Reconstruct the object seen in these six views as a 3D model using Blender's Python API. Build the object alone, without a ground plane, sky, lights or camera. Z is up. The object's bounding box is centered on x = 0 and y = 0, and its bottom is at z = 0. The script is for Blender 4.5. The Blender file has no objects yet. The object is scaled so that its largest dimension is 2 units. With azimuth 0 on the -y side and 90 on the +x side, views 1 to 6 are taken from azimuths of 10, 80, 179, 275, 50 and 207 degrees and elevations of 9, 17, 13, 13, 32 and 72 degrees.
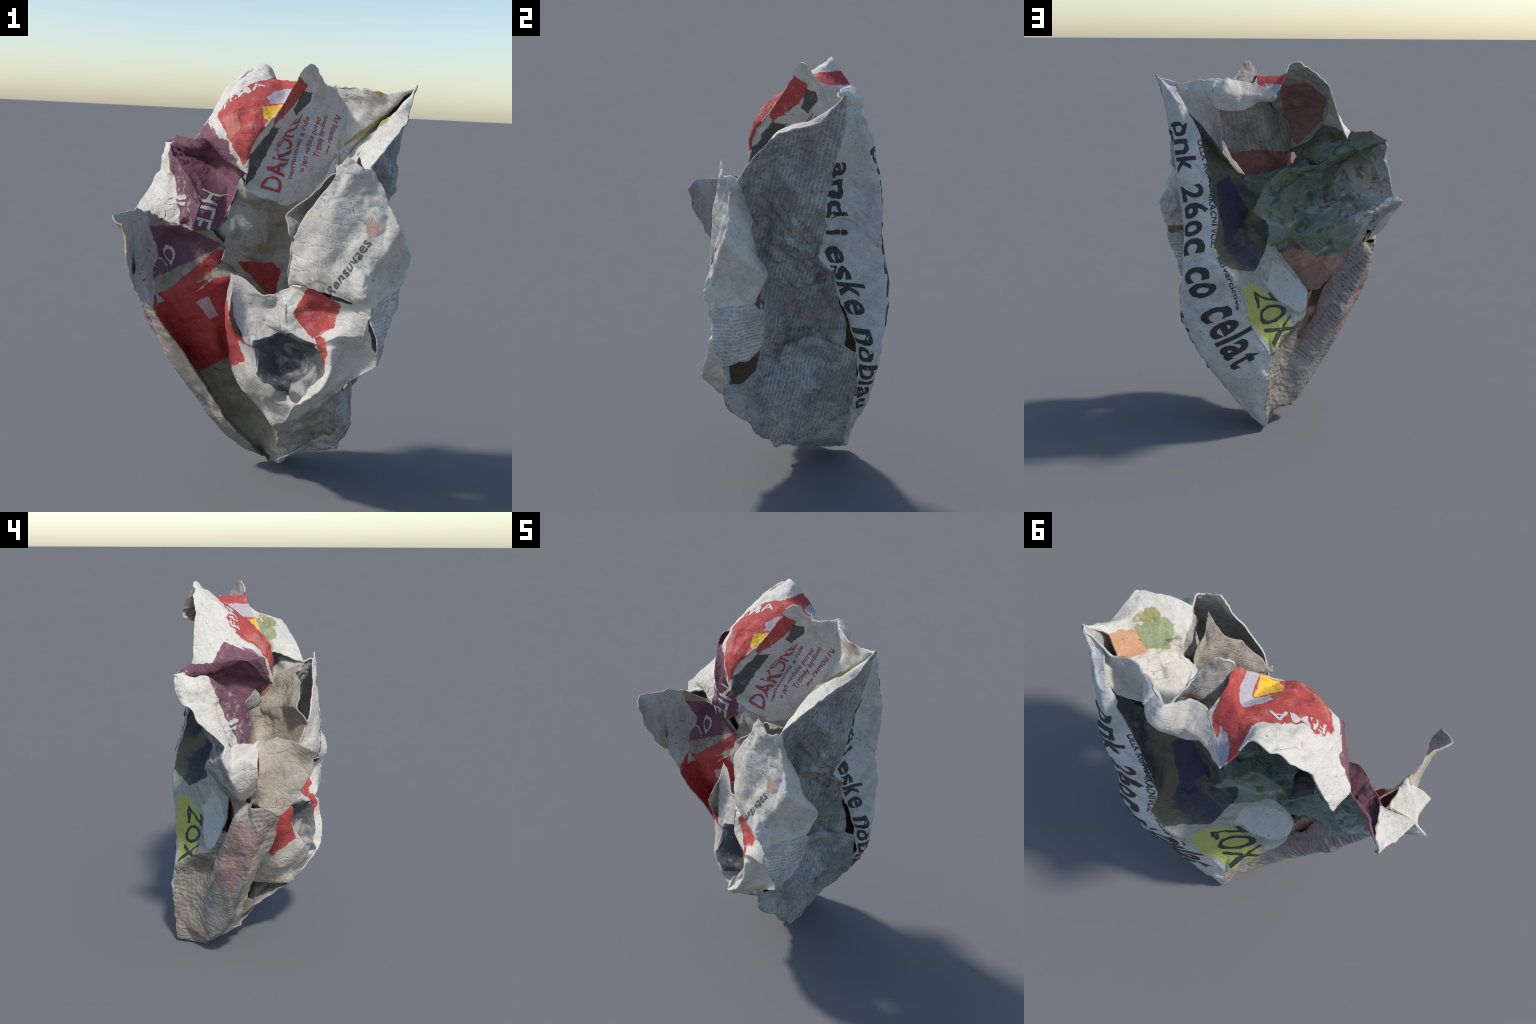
import bpy, bmesh, math, random
import numpy as np
from mathutils import Vector
from mathutils.bvhtree import BVHTree
from mathutils.kdtree import KDTree

random.seed(7)

# Shared crease ends, in metres: folds that meet use the same named point.
CREASE = {
    'tab_tip': (0.170, 0.016, 1.996),
    'hood_peak': (-0.052, 0.220, 1.978),
    'hood_lip': (0.022, 0.295, 1.835),
    'hood_shoulder': (-0.152, 0.219, 1.962),
    'hood_corner': (-0.258, 0.194, 1.857),
    'hood_seat': (-0.344, 0.194, 1.590),
    'throat': (-0.061, -0.170, 1.485),
    'brow_low': (-0.056, -0.152, 1.635),
    'brow_mid': (0.019, -0.110, 1.708),
    'brow_high': (0.075, -0.060, 1.800),
    'brow_top': (0.118, -0.013, 1.905),
    'hood_side': (-0.262, 0.048, 1.763),
    'hood_edge': (-0.250, -0.103, 1.629),
    'pocket_lip': (-0.471, 0.177, 1.618),
    'pocket_rim': (-0.362, 0.094, 1.614),
    'pocket_corner': (-0.556, 0.252, 1.583),
    'crest_a': (-0.484, 0.094, 1.569),
    'crest_b': (-0.358, -0.044, 1.436),
    'crest_c': (-0.290, -0.076, 1.339),
    'crest_tip': (-0.326, -0.051, 1.189),
    'edge_a': (-0.543, 0.227, 1.473),
    'edge_b': (-0.599, 0.125, 1.362),
    'edge_c': (-0.635, 0.003, 1.267),
    'spike': (-0.690, 0.010, 1.225),
    'fan_in': (-0.535, -0.148, 1.285),
    'fan_mid': (-0.560, -0.265, 1.295),
    'fan_left': (-0.618, -0.360, 1.275),
    'fan_tip': (-0.553, -0.423, 1.228),
    'neck': (-0.552, -0.234, 0.922),
    'neck_in': (-0.478, -0.093, 0.963),
    'strip_turn': (0.500, 0.210, 1.730),
    'horn': (0.654, 0.093, 1.915),
    'flap_tip': (0.404, -0.359, 1.602),
    'flap_corner': (0.690, -0.210, 1.165),
    'flap_fold': (0.650, -0.378, 1.285),
    'rim_low': (0.486, -0.305, 1.531),
    'rim_b': (0.557, -0.257, 1.629),
    'rim_a': (0.633, -0.152, 1.751),
    'rim_mid': (0.635, 0.000, 1.795),
    'lip_in_a': (0.531, -0.113, 1.750),
    'lip_in_b': (0.426, -0.133, 1.586),
    'lip_in_top': (0.597, 0.058, 1.825),
    'back_rim_a': (0.542, 0.135, 1.871),
    'back_rim_b': (0.432, 0.119, 1.885),
    'back_rim_c': (0.278, 0.224, 1.896),
    'back_rim_d': (0.209, 0.150, 1.890),
    'hood_base': (0.135, 0.165, 1.875),
    'ledge_a': (0.317, 0.253, 1.742),
    'ledge_b': (0.200, 0.240, 1.737),
    'dak_right': (0.324, 0.200, 1.783),
    'dak_low_right': (0.312, 0.137, 1.624),
    'dak_bottom': (0.098, -0.035, 1.340),
    'dak_left': (-0.070, -0.111, 1.404),
    'base_back': (0.090, 0.360, 0.020),
    'base_front': (0.050, 0.210, 0.000),
    'back_edge_a': (0.594, 0.188, 1.800),
    'back_edge_b': (0.565, 0.244, 1.650),
    'back_edge_c': (0.551, 0.296, 1.500),
    'back_edge_d': (0.534, 0.312, 1.350),
    'back_edge_e': (0.507, 0.334, 1.200),
    'back_edge_f': (0.505, 0.370, 1.050),
    'back_edge_g': (0.515, 0.372, 0.900),
    'back_edge_h': (0.517, 0.365, 0.750),
    'back_edge_i': (0.480, 0.363, 0.600),
    'back_edge_j': (0.419, 0.359, 0.450),
    'back_edge_k': (0.323, 0.339, 0.300),
    'back_edge_l': (0.198, 0.327, 0.150),
    'inner_edge_a': (0.500, 0.220, 1.760),
    'inner_edge_b': (0.435, 0.262, 1.650),
    'inner_edge_c': (0.395, 0.285, 1.500),
    'inner_edge_d': (0.365, 0.325, 1.350),
    'inner_edge_e': (0.330, 0.337, 1.200),
    'inner_edge_f': (0.340, 0.390, 1.050),
    'inner_edge_g': (0.300, 0.405, 0.940),
    'inner_edge_h': (0.219, 0.390, 0.780),
    'inner_edge_i': (0.160, 0.370, 0.600),
    'inner_edge_j': (0.060, 0.370, 0.450),
    'inner_edge_k': (0.070, 0.375, 0.300),
    'inner_edge_l': (0.080, 0.370, 0.150),
    'front_edge_a': (0.620, 0.120, 1.800),
    'front_edge_b': (0.600, 0.090, 1.650),
    'front_edge_c': (0.565, 0.070, 1.500),
    'front_edge_d': (0.550, 0.062, 1.400),
    'front_edge_e': (0.513, 0.061, 1.220),
    'front_edge_f': (0.490, 0.120, 1.080),
    'front_edge_g': (0.476, 0.170, 0.970),
    'front_edge_h': (0.490, 0.250, 0.780),
    'front_edge_i': (0.520, 0.268, 0.630),
    'front_edge_j': (0.457, 0.261, 0.466),
    'front_edge_k': (0.360, 0.280, 0.300),
    'front_edge_l': (0.230, 0.310, 0.150),
    'knob_low': (0.141, 0.217, 1.194),
    'knob_top': (0.092, 0.187, 1.334),
    'sill_a': (-0.030, 0.148, 1.431),
    'sill_b': (-0.182, 0.189, 1.440),
    'bump': (0.081, 0.197, 1.014),
    'inner_tip': (0.140, 0.292, 0.888),
    'hang_a': (-0.200, 0.125, 1.070),
    'hang_b': (-0.413, 0.120, 1.130),
    'hang_end': (-0.587, -0.060, 1.050),
    'lime_low': (0.035, 0.365, 0.455),
    'lime_side': (-0.080, 0.217, 0.569),
    'grey_side': (-0.158, 0.084, 0.709),
    'grey_top': (-0.008, 0.087, 0.891),
    'wall_a': (-0.451, -0.224, 0.816),
    'wall_b': (-0.352, -0.158, 0.661),
    'wall_c': (-0.280, -0.099, 0.528),
    'wall_d': (-0.148, -0.019, 0.286),
    'wall_e': (-0.009, 0.102, 0.098),
    'out_a': (-0.535, -0.130, 0.800),
    'out_b': (-0.420, -0.080, 0.580),
    'out_c': (-0.315, 0.000, 0.393),
    'out_d': (-0.180, 0.063, 0.200),
    'out_e': (-0.070, 0.174, 0.072),
    'ridge_a': (-0.525, -0.030, 0.910),
    'ridge_b': (-0.400, 0.059, 0.683),
    'ridge_c': (-0.295, 0.104, 0.505),
    'ridge_d': (-0.170, 0.147, 0.332),
    'cup_peak': (-0.115, -0.164, 1.024),
    'cup_left': (-0.090, -0.275, 0.844),
    'cup_back': (0.021, -0.250, 0.735),
    'cup_side': (0.030, -0.275, 0.699),
    'cup_front': (0.061, -0.348, 0.605),
    'lip_low': (0.246, -0.403, 0.498),
    'lip_nose': (0.136, -0.267, 0.358),
    'red_low': (0.333, -0.371, 0.770),
    'red_left': (0.211, -0.328, 0.831),
    'white_lump': (0.545, -0.410, 0.905),
    'nose': (0.583, -0.362, 0.701),
    'flap_l1': (0.324, -0.365, 1.461),
    'flap_l2': (0.215, -0.351, 1.292),
    'flap_l3': (0.178, -0.317, 1.148),
    'flap_knee': (0.551, -0.420, 0.974),
    'flap_low': (0.566, -0.203, 0.798),
    'low_mid': (0.457, -0.048, 0.529),
    'low_right': (0.457, 0.125, 0.537),
    'low_tip': (0.408, -0.091, 0.222),
    'low_left': (0.420, -0.330, 0.540),
    'blue_right': (0.463, -0.184, 0.364),
    'low_under': (0.400, -0.020, 0.234),
    'low_back': (0.419, 0.109, 0.382),
    'shelf': (0.400, 0.000, 0.743),
    'shelf_right': (0.472, 0.215, 0.747),
    'rr_a': (0.559, 0.011, 1.420),
    'rr_b': (0.508, -0.022, 1.491),
    'rr_c': (0.489, -0.021, 1.260),
    'bulb': (-0.095, -0.165, 0.584),
    'bulb_low': (0.031, -0.198, 0.439),
    'hole_low': (0.189, -0.270, 0.523),
    'cone_tip': (0.392, -0.119, 1.470),
    'second_peak': (0.155, -0.287, 1.330),
    'foot_side': (0.123, 0.015, 0.095),
    'cup_notch': (0.130, -0.260, 0.965),
    'cup_ridge': (0.048, -0.232, 0.943),
    'lobe': (0.207, -0.323, 0.800),
    'sill_c': (-0.306, 0.163, 1.501),
    'hang_m': (-0.298, 0.122, 1.082),
    'grey_mid': (-0.141, 0.143, 0.619),
}

# Each fold of the sheet: rows of control points along its creases.
FOLDS = {}
FOLDS['hood'] = [
    ['hood_corner', 'hood_side', 'hood_edge', (-0.165, -0.140, 1.544), 'throat'],
    ['hood_shoulder', (-0.146, 0.060, 1.858), (-0.156, -0.070, 1.751), (-0.119, -0.150, 1.628), 'throat'],
    ['hood_peak', (-0.030, 0.120, 1.911), (-0.037, -0.030, 1.801), (-0.057, -0.150, 1.682), 'throat'],
    ['hood_lip', (0.034, 0.140, 1.917), (0.060, 0.060, 1.830), 'brow_mid', 'brow_low'],
    ['hood_base', (0.125, 0.095, 1.905), 'brow_top', 'brow_high', 'brow_mid'],
]
FOLDS['hood_side'] = [
    ['hood_corner', 'hood_side', 'hood_edge', (-0.165, -0.140, 1.544), 'throat'],
    ['hood_seat', 'pocket_rim', (-0.270, -0.060, 1.610), (-0.174, -0.120, 1.533), 'throat'],
]
FOLDS['lettered_panel'] = [
    ['throat', 'brow_low', 'brow_mid', 'brow_high', 'brow_top', (0.124, 0.000, 1.946)],
    ['dak_left', (0.030, -0.030, 1.500), (0.055, 0.030, 1.600), (0.085, 0.070, 1.690), (0.140, 0.070, 1.820), 'tab_tip'],
    [(0.020, -0.075, 1.370), (0.100, -0.035, 1.500), (0.155, 0.010, 1.580), (0.190, 0.080, 1.680), (0.210, 0.130, 1.800), (0.198, 0.040, 1.979)],
    ['dak_bottom', (0.170, -0.020, 1.470), (0.255, 0.051, 1.610), (0.285, 0.120, 1.670), (0.290, 0.180, 1.750), (0.240, 0.110, 1.906)],
    [(0.190, 0.000, 1.370), (0.280, 0.040, 1.500), 'dak_low_right', (0.335, 0.170, 1.700), 'dak_right', 'back_rim_c'],
]
FOLDS['rolled_back_edge'] = [
    ['back_rim_b', 'back_rim_c', 'back_rim_d', 'hood_base', 'hood_lip'],
    ['back_rim_b', (0.320, 0.270, 1.830), (0.200, 0.225, 1.820), (0.110, 0.250, 1.810), (0.030, 0.295, 1.805)],
    [(0.400, 0.160, 1.800), 'ledge_a', 'ledge_b', (0.120, 0.220, 1.780), (0.040, 0.260, 1.790)],
]
FOLDS['cone_back'] = [
    ['back_rim_c', 'back_rim_b', 'back_rim_a', 'horn'],
    ['dak_right', (0.420, 0.150, 1.780), (0.530, 0.140, 1.800), (0.610, 0.130, 1.860)],
    ['dak_low_right', (0.327, 0.070, 1.510), (0.401, 0.150, 1.632), 'strip_turn'],
    [(0.340, -0.060, 1.460), (0.420, -0.120, 1.520), (0.460, 0.000, 1.580), (0.530, 0.120, 1.720)],
]
FOLDS['cone_lip'] = [
    ['horn', 'rim_mid', 'rim_a', 'rim_b', 'rim_low'],
    ['lip_in_top', (0.585, -0.030, 1.790), 'lip_in_a', (0.470, -0.140, 1.655), 'lip_in_b'],
    [(0.530, 0.120, 1.720), (0.500, 0.050, 1.640), (0.460, -0.000, 1.580), (0.420, -0.060, 1.500), 'cone_tip'],
]
FOLDS['side_face'] = [
    ['rim_low', 'rim_b', 'rim_a', 'rim_mid', 'horn', 'front_edge_a'],
    [(0.475, -0.280, 1.490), (0.500, -0.210, 1.560), (0.530, -0.110, 1.640), (0.560, -0.020, 1.660), (0.600, 0.040, 1.710), 'front_edge_b'],
    [(0.465, -0.260, 1.420), (0.450, -0.190, 1.470), (0.534, -0.135, 1.534), (0.594, -0.039, 1.528), (0.582, 0.049, 1.547), 'front_edge_c'],
    [(0.430, -0.235, 1.330), (0.420, -0.170, 1.380), (0.478, -0.125, 1.450), (0.560, -0.060, 1.440), (0.589, 0.020, 1.435), 'front_edge_d'],
    [(0.410, -0.210, 1.200), (0.400, -0.160, 1.270), (0.490, -0.104, 1.310), (0.540, -0.060, 1.330), (0.550, 0.020, 1.310), (0.520, 0.070, 1.280)],
    [(0.410, -0.190, 1.050), (0.380, -0.140, 1.120), (0.410, -0.090, 1.180), (0.495, -0.020, 1.200), (0.501, 0.046, 1.221), 'front_edge_e'],
    [(0.420, -0.170, 0.940), (0.380, -0.120, 0.990), (0.380, -0.050, 1.030), (0.430, 0.020, 1.100), (0.374, 0.085, 1.037), (0.470, 0.130, 1.060)],
    [(0.410, -0.160, 0.850), (0.390, -0.110, 0.890), (0.370, -0.040, 0.930), (0.375, 0.040, 0.950), (0.385, 0.120, 0.960), (0.450, 0.180, 0.930)],
    [(0.380, -0.150, 0.760), (0.360, -0.100, 0.790), (0.300, -0.010, 0.860), (0.370, 0.060, 0.870), (0.436, 0.153, 0.851), (0.460, 0.210, 0.830)],
    [(0.360, -0.160, 0.680), (0.330, -0.090, 0.700), (0.310, -0.010, 0.780), (0.350, 0.080, 0.790), (0.400, 0.150, 0.755), 'shelf_right'],
    [(0.420, -0.200, 0.620), (0.390, -0.100, 0.630), 'shelf', (0.430, 0.100, 0.745), (0.450, 0.180, 0.735), (0.490, 0.262, 0.700)],
    [(0.430, -0.220, 0.600), (0.410, -0.130, 0.590), (0.390, -0.020, 0.640), (0.400, 0.080, 0.640), (0.430, 0.160, 0.630), (0.490, 0.268, 0.600)],
    [(0.450, -0.250, 0.580), (0.454, -0.200, 0.555), 'low_mid', (0.455, 0.040, 0.530), 'low_right', (0.455, 0.264, 0.480)],
    ['low_left', (0.462, -0.190, 0.460), (0.460, -0.050, 0.440), (0.430, 0.040, 0.450), (0.415, 0.120, 0.450), (0.420, 0.272, 0.400)],
    [(0.408, -0.313, 0.450), 'blue_right', (0.455, -0.060, 0.350), (0.440, 0.030, 0.360), 'low_back', (0.350, 0.283, 0.290)],
    [(0.420, -0.200, 0.350), (0.410, -0.140, 0.270), 'low_tip', 'low_under', (0.340, 0.130, 0.220), (0.220, 0.300, 0.130)],
    ['foot_side', (0.180, 0.030, 0.120), (0.200, 0.060, 0.130), (0.180, 0.120, 0.100), (0.160, 0.200, 0.070), 'base_back'],
]
FOLDS['headline_strip'] = [
    ['horn', 'horn', (0.645, 0.110, 1.913), (0.620, 0.125, 1.880), (0.570, 0.150, 1.860)],
    ['front_edge_a', (0.600, 0.160, 1.790), 'back_edge_a', (0.547, 0.229, 1.780), 'inner_edge_a'],
    ['front_edge_b', (0.545, 0.180, 1.650), 'back_edge_b', (0.500, 0.278, 1.650), 'inner_edge_b'],
    ['front_edge_c', (0.510, 0.190, 1.500), 'back_edge_c', (0.473, 0.316, 1.500), 'inner_edge_c'],
    ['front_edge_d', (0.485, 0.195, 1.350), 'back_edge_d', (0.450, 0.344, 1.350), 'inner_edge_d'],
    ['front_edge_e', (0.470, 0.200, 1.200), 'back_edge_e', (0.418, 0.361, 1.200), 'inner_edge_e'],
    ['front_edge_f', (0.480, 0.235, 1.050), 'back_edge_f', (0.422, 0.405, 1.050), 'inner_edge_f'],
    ['front_edge_g', (0.500, 0.270, 0.920), 'back_edge_g', (0.407, 0.414, 0.920), 'inner_edge_g'],
    ['front_edge_h', (0.533, 0.305, 0.770), 'back_edge_h', (0.368, 0.403, 0.765), 'inner_edge_h'],
    ['front_edge_i', (0.525, 0.315, 0.620), 'back_edge_i', (0.320, 0.392, 0.600), 'inner_edge_i'],
    ['front_edge_j', (0.440, 0.315, 0.455), 'back_edge_j', (0.239, 0.390, 0.450), 'inner_edge_j'],
    ['front_edge_k', (0.345, 0.315, 0.300), 'back_edge_k', (0.197, 0.382, 0.300), 'inner_edge_k'],
    ['front_edge_l', (0.220, 0.325, 0.150), 'back_edge_l', (0.139, 0.374, 0.150), 'inner_edge_l'],
    ['base_back', 'base_back', (0.100, 0.350, 0.030), 'base_back', 'base_back'],
]
FOLDS['front_flap'] = [
    ['flap_tip', 'flap_l1', 'flap_l2', 'flap_l3', (0.171, -0.265, 0.998)],
    [(0.432, -0.360, 1.580), (0.401, -0.375, 1.428), (0.335, -0.385, 1.285), (0.288, -0.385, 1.127), (0.270, -0.360, 1.022)],
    [(0.468, -0.360, 1.548), (0.500, -0.360, 1.377), (0.464, -0.390, 1.212), (0.419, -0.400, 1.069), (0.380, -0.390, 1.001)],
    [(0.495, -0.360, 1.540), (0.572, -0.350, 1.367), (0.569, -0.400, 1.193), (0.519, -0.430, 1.055), 'flap_knee'],
    [(0.500, -0.345, 1.545), (0.590, -0.350, 1.400), 'flap_fold', (0.595, -0.330, 1.160), (0.600, -0.345, 0.990)],
    ['rim_low', (0.565, -0.285, 1.380), (0.640, -0.260, 1.230), 'flap_corner', (0.655, -0.250, 1.030)],
    [(0.465, -0.260, 1.420), (0.430, -0.235, 1.330), (0.410, -0.210, 1.200), (0.410, -0.200, 1.120), (0.410, -0.190, 1.050)],
]
FOLDS['flap_foot'] = [
    ['flap_knee', (0.562, -0.418, 0.910), (0.575, -0.395, 0.800), 'nose'],
    [(0.600, -0.345, 0.990), (0.600, -0.345, 0.900), (0.600, -0.340, 0.800), (0.588, -0.345, 0.720)],
    [(0.655, -0.250, 1.030), (0.635, -0.250, 0.930), (0.600, -0.250, 0.840), (0.585, -0.280, 0.740)],
    [(0.615, -0.200, 1.000), (0.600, -0.205, 0.900), 'flap_low', (0.550, -0.250, 0.730)],
    [(0.410, -0.190, 1.050), (0.420, -0.170, 0.940), (0.410, -0.160, 0.850), (0.380, -0.150, 0.760)],
]
FOLDS['second_layer'] = [
    [(0.430, -0.310, 1.530), (0.340, -0.260, 1.510), (0.270, -0.295, 1.430), 'second_peak', (0.170, -0.340, 1.235), (0.180, -0.290, 1.119), (0.172, -0.270, 0.999)],
    [(0.410, -0.220, 1.500), (0.360, -0.200, 1.470), (0.330, -0.200, 1.380), (0.300, -0.200, 1.300), (0.290, -0.230, 1.200), (0.280, -0.220, 1.100), (0.240, -0.200, 1.000)],
    ['cone_tip', (0.400, -0.110, 1.420), (0.395, -0.090, 1.350), (0.390, -0.070, 1.280), (0.385, -0.080, 1.180), (0.360, -0.090, 1.080), (0.270, -0.100, 0.980)],
    [(0.340, -0.040, 1.460), (0.320, -0.020, 1.410), (0.300, -0.000, 1.360), (0.280, 0.020, 1.300), (0.270, 0.030, 1.180), (0.250, 0.030, 1.080), (0.220, 0.000, 0.980)],
]
FOLDS['red_patch'] = [
    ['cup_notch', (0.171, -0.265, 0.998), (0.266, -0.330, 1.017), (0.393, -0.360, 0.975), 'flap_knee'],
    [(0.173, -0.290, 0.907), (0.230, -0.290, 0.919), (0.303, -0.290, 0.910), (0.424, -0.355, 0.924), (0.556, -0.420, 0.937)],
    [(0.192, -0.315, 0.832), (0.251, -0.300, 0.834), (0.326, -0.325, 0.839), (0.415, -0.370, 0.864), 'white_lump'],
    ['lobe', (0.289, -0.340, 0.773), 'red_low', (0.405, -0.390, 0.824), (0.516, -0.390, 0.835)],
]
FOLDS['nose_fold'] = [
    [(0.289, -0.340, 0.773), (0.345, -0.370, 0.727), (0.355, -0.380, 0.643), (0.306, -0.380, 0.565), 'lip_low', (0.203, -0.310, 0.398)],
    ['red_low', (0.382, -0.400, 0.760), (0.390, -0.410, 0.684), (0.360, -0.430, 0.592), (0.247, -0.400, 0.498), (0.187, -0.300, 0.383)],
    [(0.406, -0.400, 0.827), (0.433, -0.350, 0.774), (0.429, -0.340, 0.699), (0.399, -0.340, 0.607), (0.316, -0.320, 0.511), (0.214, -0.280, 0.390)],
    [(0.517, -0.400, 0.837), (0.503, -0.330, 0.762), (0.492, -0.330, 0.702), (0.467, -0.320, 0.638), (0.368, -0.290, 0.545), (0.254, -0.260, 0.418)],
    ['white_lump', (0.553, -0.370, 0.790), 'nose', (0.484, -0.340, 0.628), (0.398, -0.300, 0.551), (0.312, -0.270, 0.466)],
]
FOLDS['cup'] = [
    ['cup_peak', (-0.043, -0.190, 1.005), 'cup_ridge', 'cup_notch'],
    [(-0.096, -0.200, 0.934), (-0.031, -0.190, 0.892), (0.073, -0.215, 0.876), (0.157, -0.270, 0.924)],
    [(-0.072, -0.230, 0.821), (-0.006, -0.215, 0.793), (0.077, -0.215, 0.801), (0.192, -0.315, 0.832)],
    ['cup_side', 'cup_back', (0.139, -0.220, 0.777), 'lobe'],
]
FOLDS['cup_outside'] = [
    ['cup_peak', 'cup_left', (-0.059, -0.270, 0.770), 'cup_side', 'cup_front', (0.159, -0.360, 0.549), 'hole_low', 'lip_low'],
    [(-0.125, -0.150, 0.938), (-0.112, -0.250, 0.852), (-0.087, -0.250, 0.748), (-0.008, -0.290, 0.674), (0.034, -0.330, 0.583), (0.114, -0.340, 0.504), (0.189, -0.350, 0.492), 'lip_low'],
    [(-0.125, -0.100, 0.867), (-0.113, -0.200, 0.811), (-0.096, -0.190, 0.687), 'bulb', (-0.031, -0.210, 0.497), 'bulb_low', (0.120, -0.260, 0.412), (0.187, -0.300, 0.383)],
    [(-0.126, 0.030, 0.810), (-0.108, 0.040, 0.729), (-0.097, 0.050, 0.614), (-0.077, 0.050, 0.534), (-0.022, 0.000, 0.439), (0.047, -0.100, 0.378), 'lip_nose', 'lip_nose'],
]
FOLDS['hollow'] = [
    ['cup_back', (0.139, -0.220, 0.777), 'lobe', 'red_low'],
    [(0.043, -0.270, 0.689), (0.133, -0.160, 0.702), (0.226, -0.170, 0.697), (0.345, -0.370, 0.727)],
    [(0.070, -0.330, 0.624), (0.156, -0.170, 0.598), (0.250, -0.200, 0.615), (0.355, -0.380, 0.643)],
    ['cup_front', (0.159, -0.360, 0.549), 'hole_low', 'lip_low'],
]
FOLDS['lower_front'] = [
    ['lip_nose', (0.212, -0.270, 0.386), (0.267, -0.250, 0.424), (0.311, -0.260, 0.463), (0.397, -0.290, 0.548), 'low_left'],
    [(0.137, -0.140, 0.273), (0.210, -0.110, 0.287), (0.283, -0.100, 0.324), (0.346, -0.120, 0.353), (0.415, -0.270, 0.469), (0.408, -0.313, 0.450)],
    [(0.102, 0.020, 0.150), (0.170, -0.020, 0.188), (0.248, -0.040, 0.268), (0.327, -0.050, 0.264), (0.425, -0.150, 0.356), (0.420, -0.200, 0.350)],
    ['base_front', (0.141, 0.050, 0.080), (0.272, -0.020, 0.216), (0.346, -0.050, 0.210), 'low_tip', (0.410, -0.140, 0.270)],
]
FOLDS['underside'] = [
    ['base_front', (0.141, 0.050, 0.080), (0.272, -0.020, 0.216), (0.346, -0.050, 0.210), 'low_tip'],
    ['base_back', 'foot_side', (0.200, 0.050, 0.130), (0.280, 0.000, 0.170), 'low_under'],
]
FOLDS['pocket'] = [
    ['pocket_corner', 'pocket_lip', 'pocket_rim', 'hood_edge', (-0.172, -0.130, 1.536), 'throat'],
    [(-0.540, 0.240, 1.565), (-0.470, 0.160, 1.590), (-0.370, 0.110, 1.570), (-0.280, 0.060, 1.570), (-0.200, 0.060, 1.530), (-0.100, -0.080, 1.460)],
    [(-0.530, 0.220, 1.560), (-0.460, 0.170, 1.550), (-0.380, 0.155, 1.520), 'sill_c', (-0.200, 0.050, 1.420), (-0.165, -0.030, 1.280)],
    [(-0.510, 0.160, 1.565), (-0.450, 0.080, 1.530), (-0.370, 0.030, 1.475), (-0.300, -0.030, 1.410), (-0.240, -0.062, 1.315), (-0.220, -0.050, 1.200)],
    ['crest_a', (-0.430, 0.020, 1.500), 'crest_b', 'crest_c', (-0.315, -0.080, 1.268), 'crest_tip'],
]
FOLDS['pocket_outside'] = [
    ['pocket_corner', 'crest_a', (-0.430, 0.020, 1.500), 'crest_b', 'crest_c', (-0.315, -0.080, 1.268), 'crest_tip'],
    [(-0.560, 0.245, 1.530), (-0.530, 0.140, 1.510), (-0.490, 0.080, 1.440), (-0.450, 0.035, 1.370), (-0.430, 0.010, 1.310), (-0.421, -0.005, 1.265), (-0.435, -0.030, 1.222)],
    ['edge_a', (-0.560, 0.200, 1.440), (-0.578, 0.165, 1.410), 'edge_b', (-0.620, 0.050, 1.310), 'edge_c', 'spike'],
]
FOLDS['spike_band'] = [
    ['edge_c', (-0.550, -0.020, 1.255), (-0.516, -0.034, 1.255), 'fan_in'],
    ['spike', (-0.640, -0.030, 1.190), (-0.635, -0.090, 1.200), (-0.640, -0.147, 1.188)],
    ['spike', (-0.640, -0.020, 1.130), 'hang_end', (-0.620, -0.146, 1.130)],
    [(-0.560, -0.020, 1.090), (-0.540, -0.030, 1.050), (-0.500, -0.060, 0.985), (-0.560, -0.133, 1.052)],
]
FOLDS['fan'] = [
    ['fan_in', (-0.565, -0.141, 1.225), (-0.580, -0.145, 1.151), (-0.550, -0.132, 1.050), 'neck_in'],
    ['fan_mid', (-0.555, -0.231, 1.225), (-0.555, -0.216, 1.131), (-0.560, -0.187, 1.022), (-0.560, -0.164, 0.974)],
    ['fan_left', (-0.575, -0.338, 1.201), (-0.565, -0.285, 1.104), (-0.570, -0.233, 1.010), (-0.560, -0.203, 0.944)],
    ['fan_tip', (-0.545, -0.360, 1.089), (-0.549, -0.310, 0.992), (-0.545, -0.260, 0.931), 'neck'],
]
FOLDS['gutter'] = [
    [(-0.555, -0.270, 1.270), (-0.545, -0.250, 1.160), (-0.545, -0.235, 1.020), 'neck', 'wall_a'],
    [(-0.560, -0.210, 1.270), (-0.530, -0.210, 1.140), (-0.515, -0.205, 1.050), (-0.510, -0.190, 0.920), (-0.460, -0.180, 0.830)],
    ['fan_in', (-0.515, -0.100, 1.160), (-0.502, -0.061, 1.092), (-0.487, -0.135, 0.922), (-0.440, -0.130, 0.860)],
]
FOLDS['text_wall'] = [
    ['neck', 'wall_a', 'wall_b', 'wall_c', 'wall_d', 'wall_e'],
    [(-0.565, -0.203, 0.945), 'out_a', 'out_b', 'out_c', 'out_d', 'out_e'],
    [(-0.550, -0.109, 0.962), (-0.530, -0.108, 0.787), (-0.430, -0.043, 0.637), (-0.330, 0.043, 0.479), (-0.220, 0.091, 0.329), (-0.060, 0.190, 0.110)],
    ['neck_in', 'ridge_a', 'ridge_b', 'ridge_c', 'ridge_d', (-0.035, 0.205, 0.200)],
    [(-0.420, -0.060, 1.000), (-0.392, -0.050, 0.880), (-0.250, 0.010, 0.683), (-0.146, 0.090, 0.494), (-0.061, 0.160, 0.382), (-0.035, 0.205, 0.200)],
]
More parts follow.
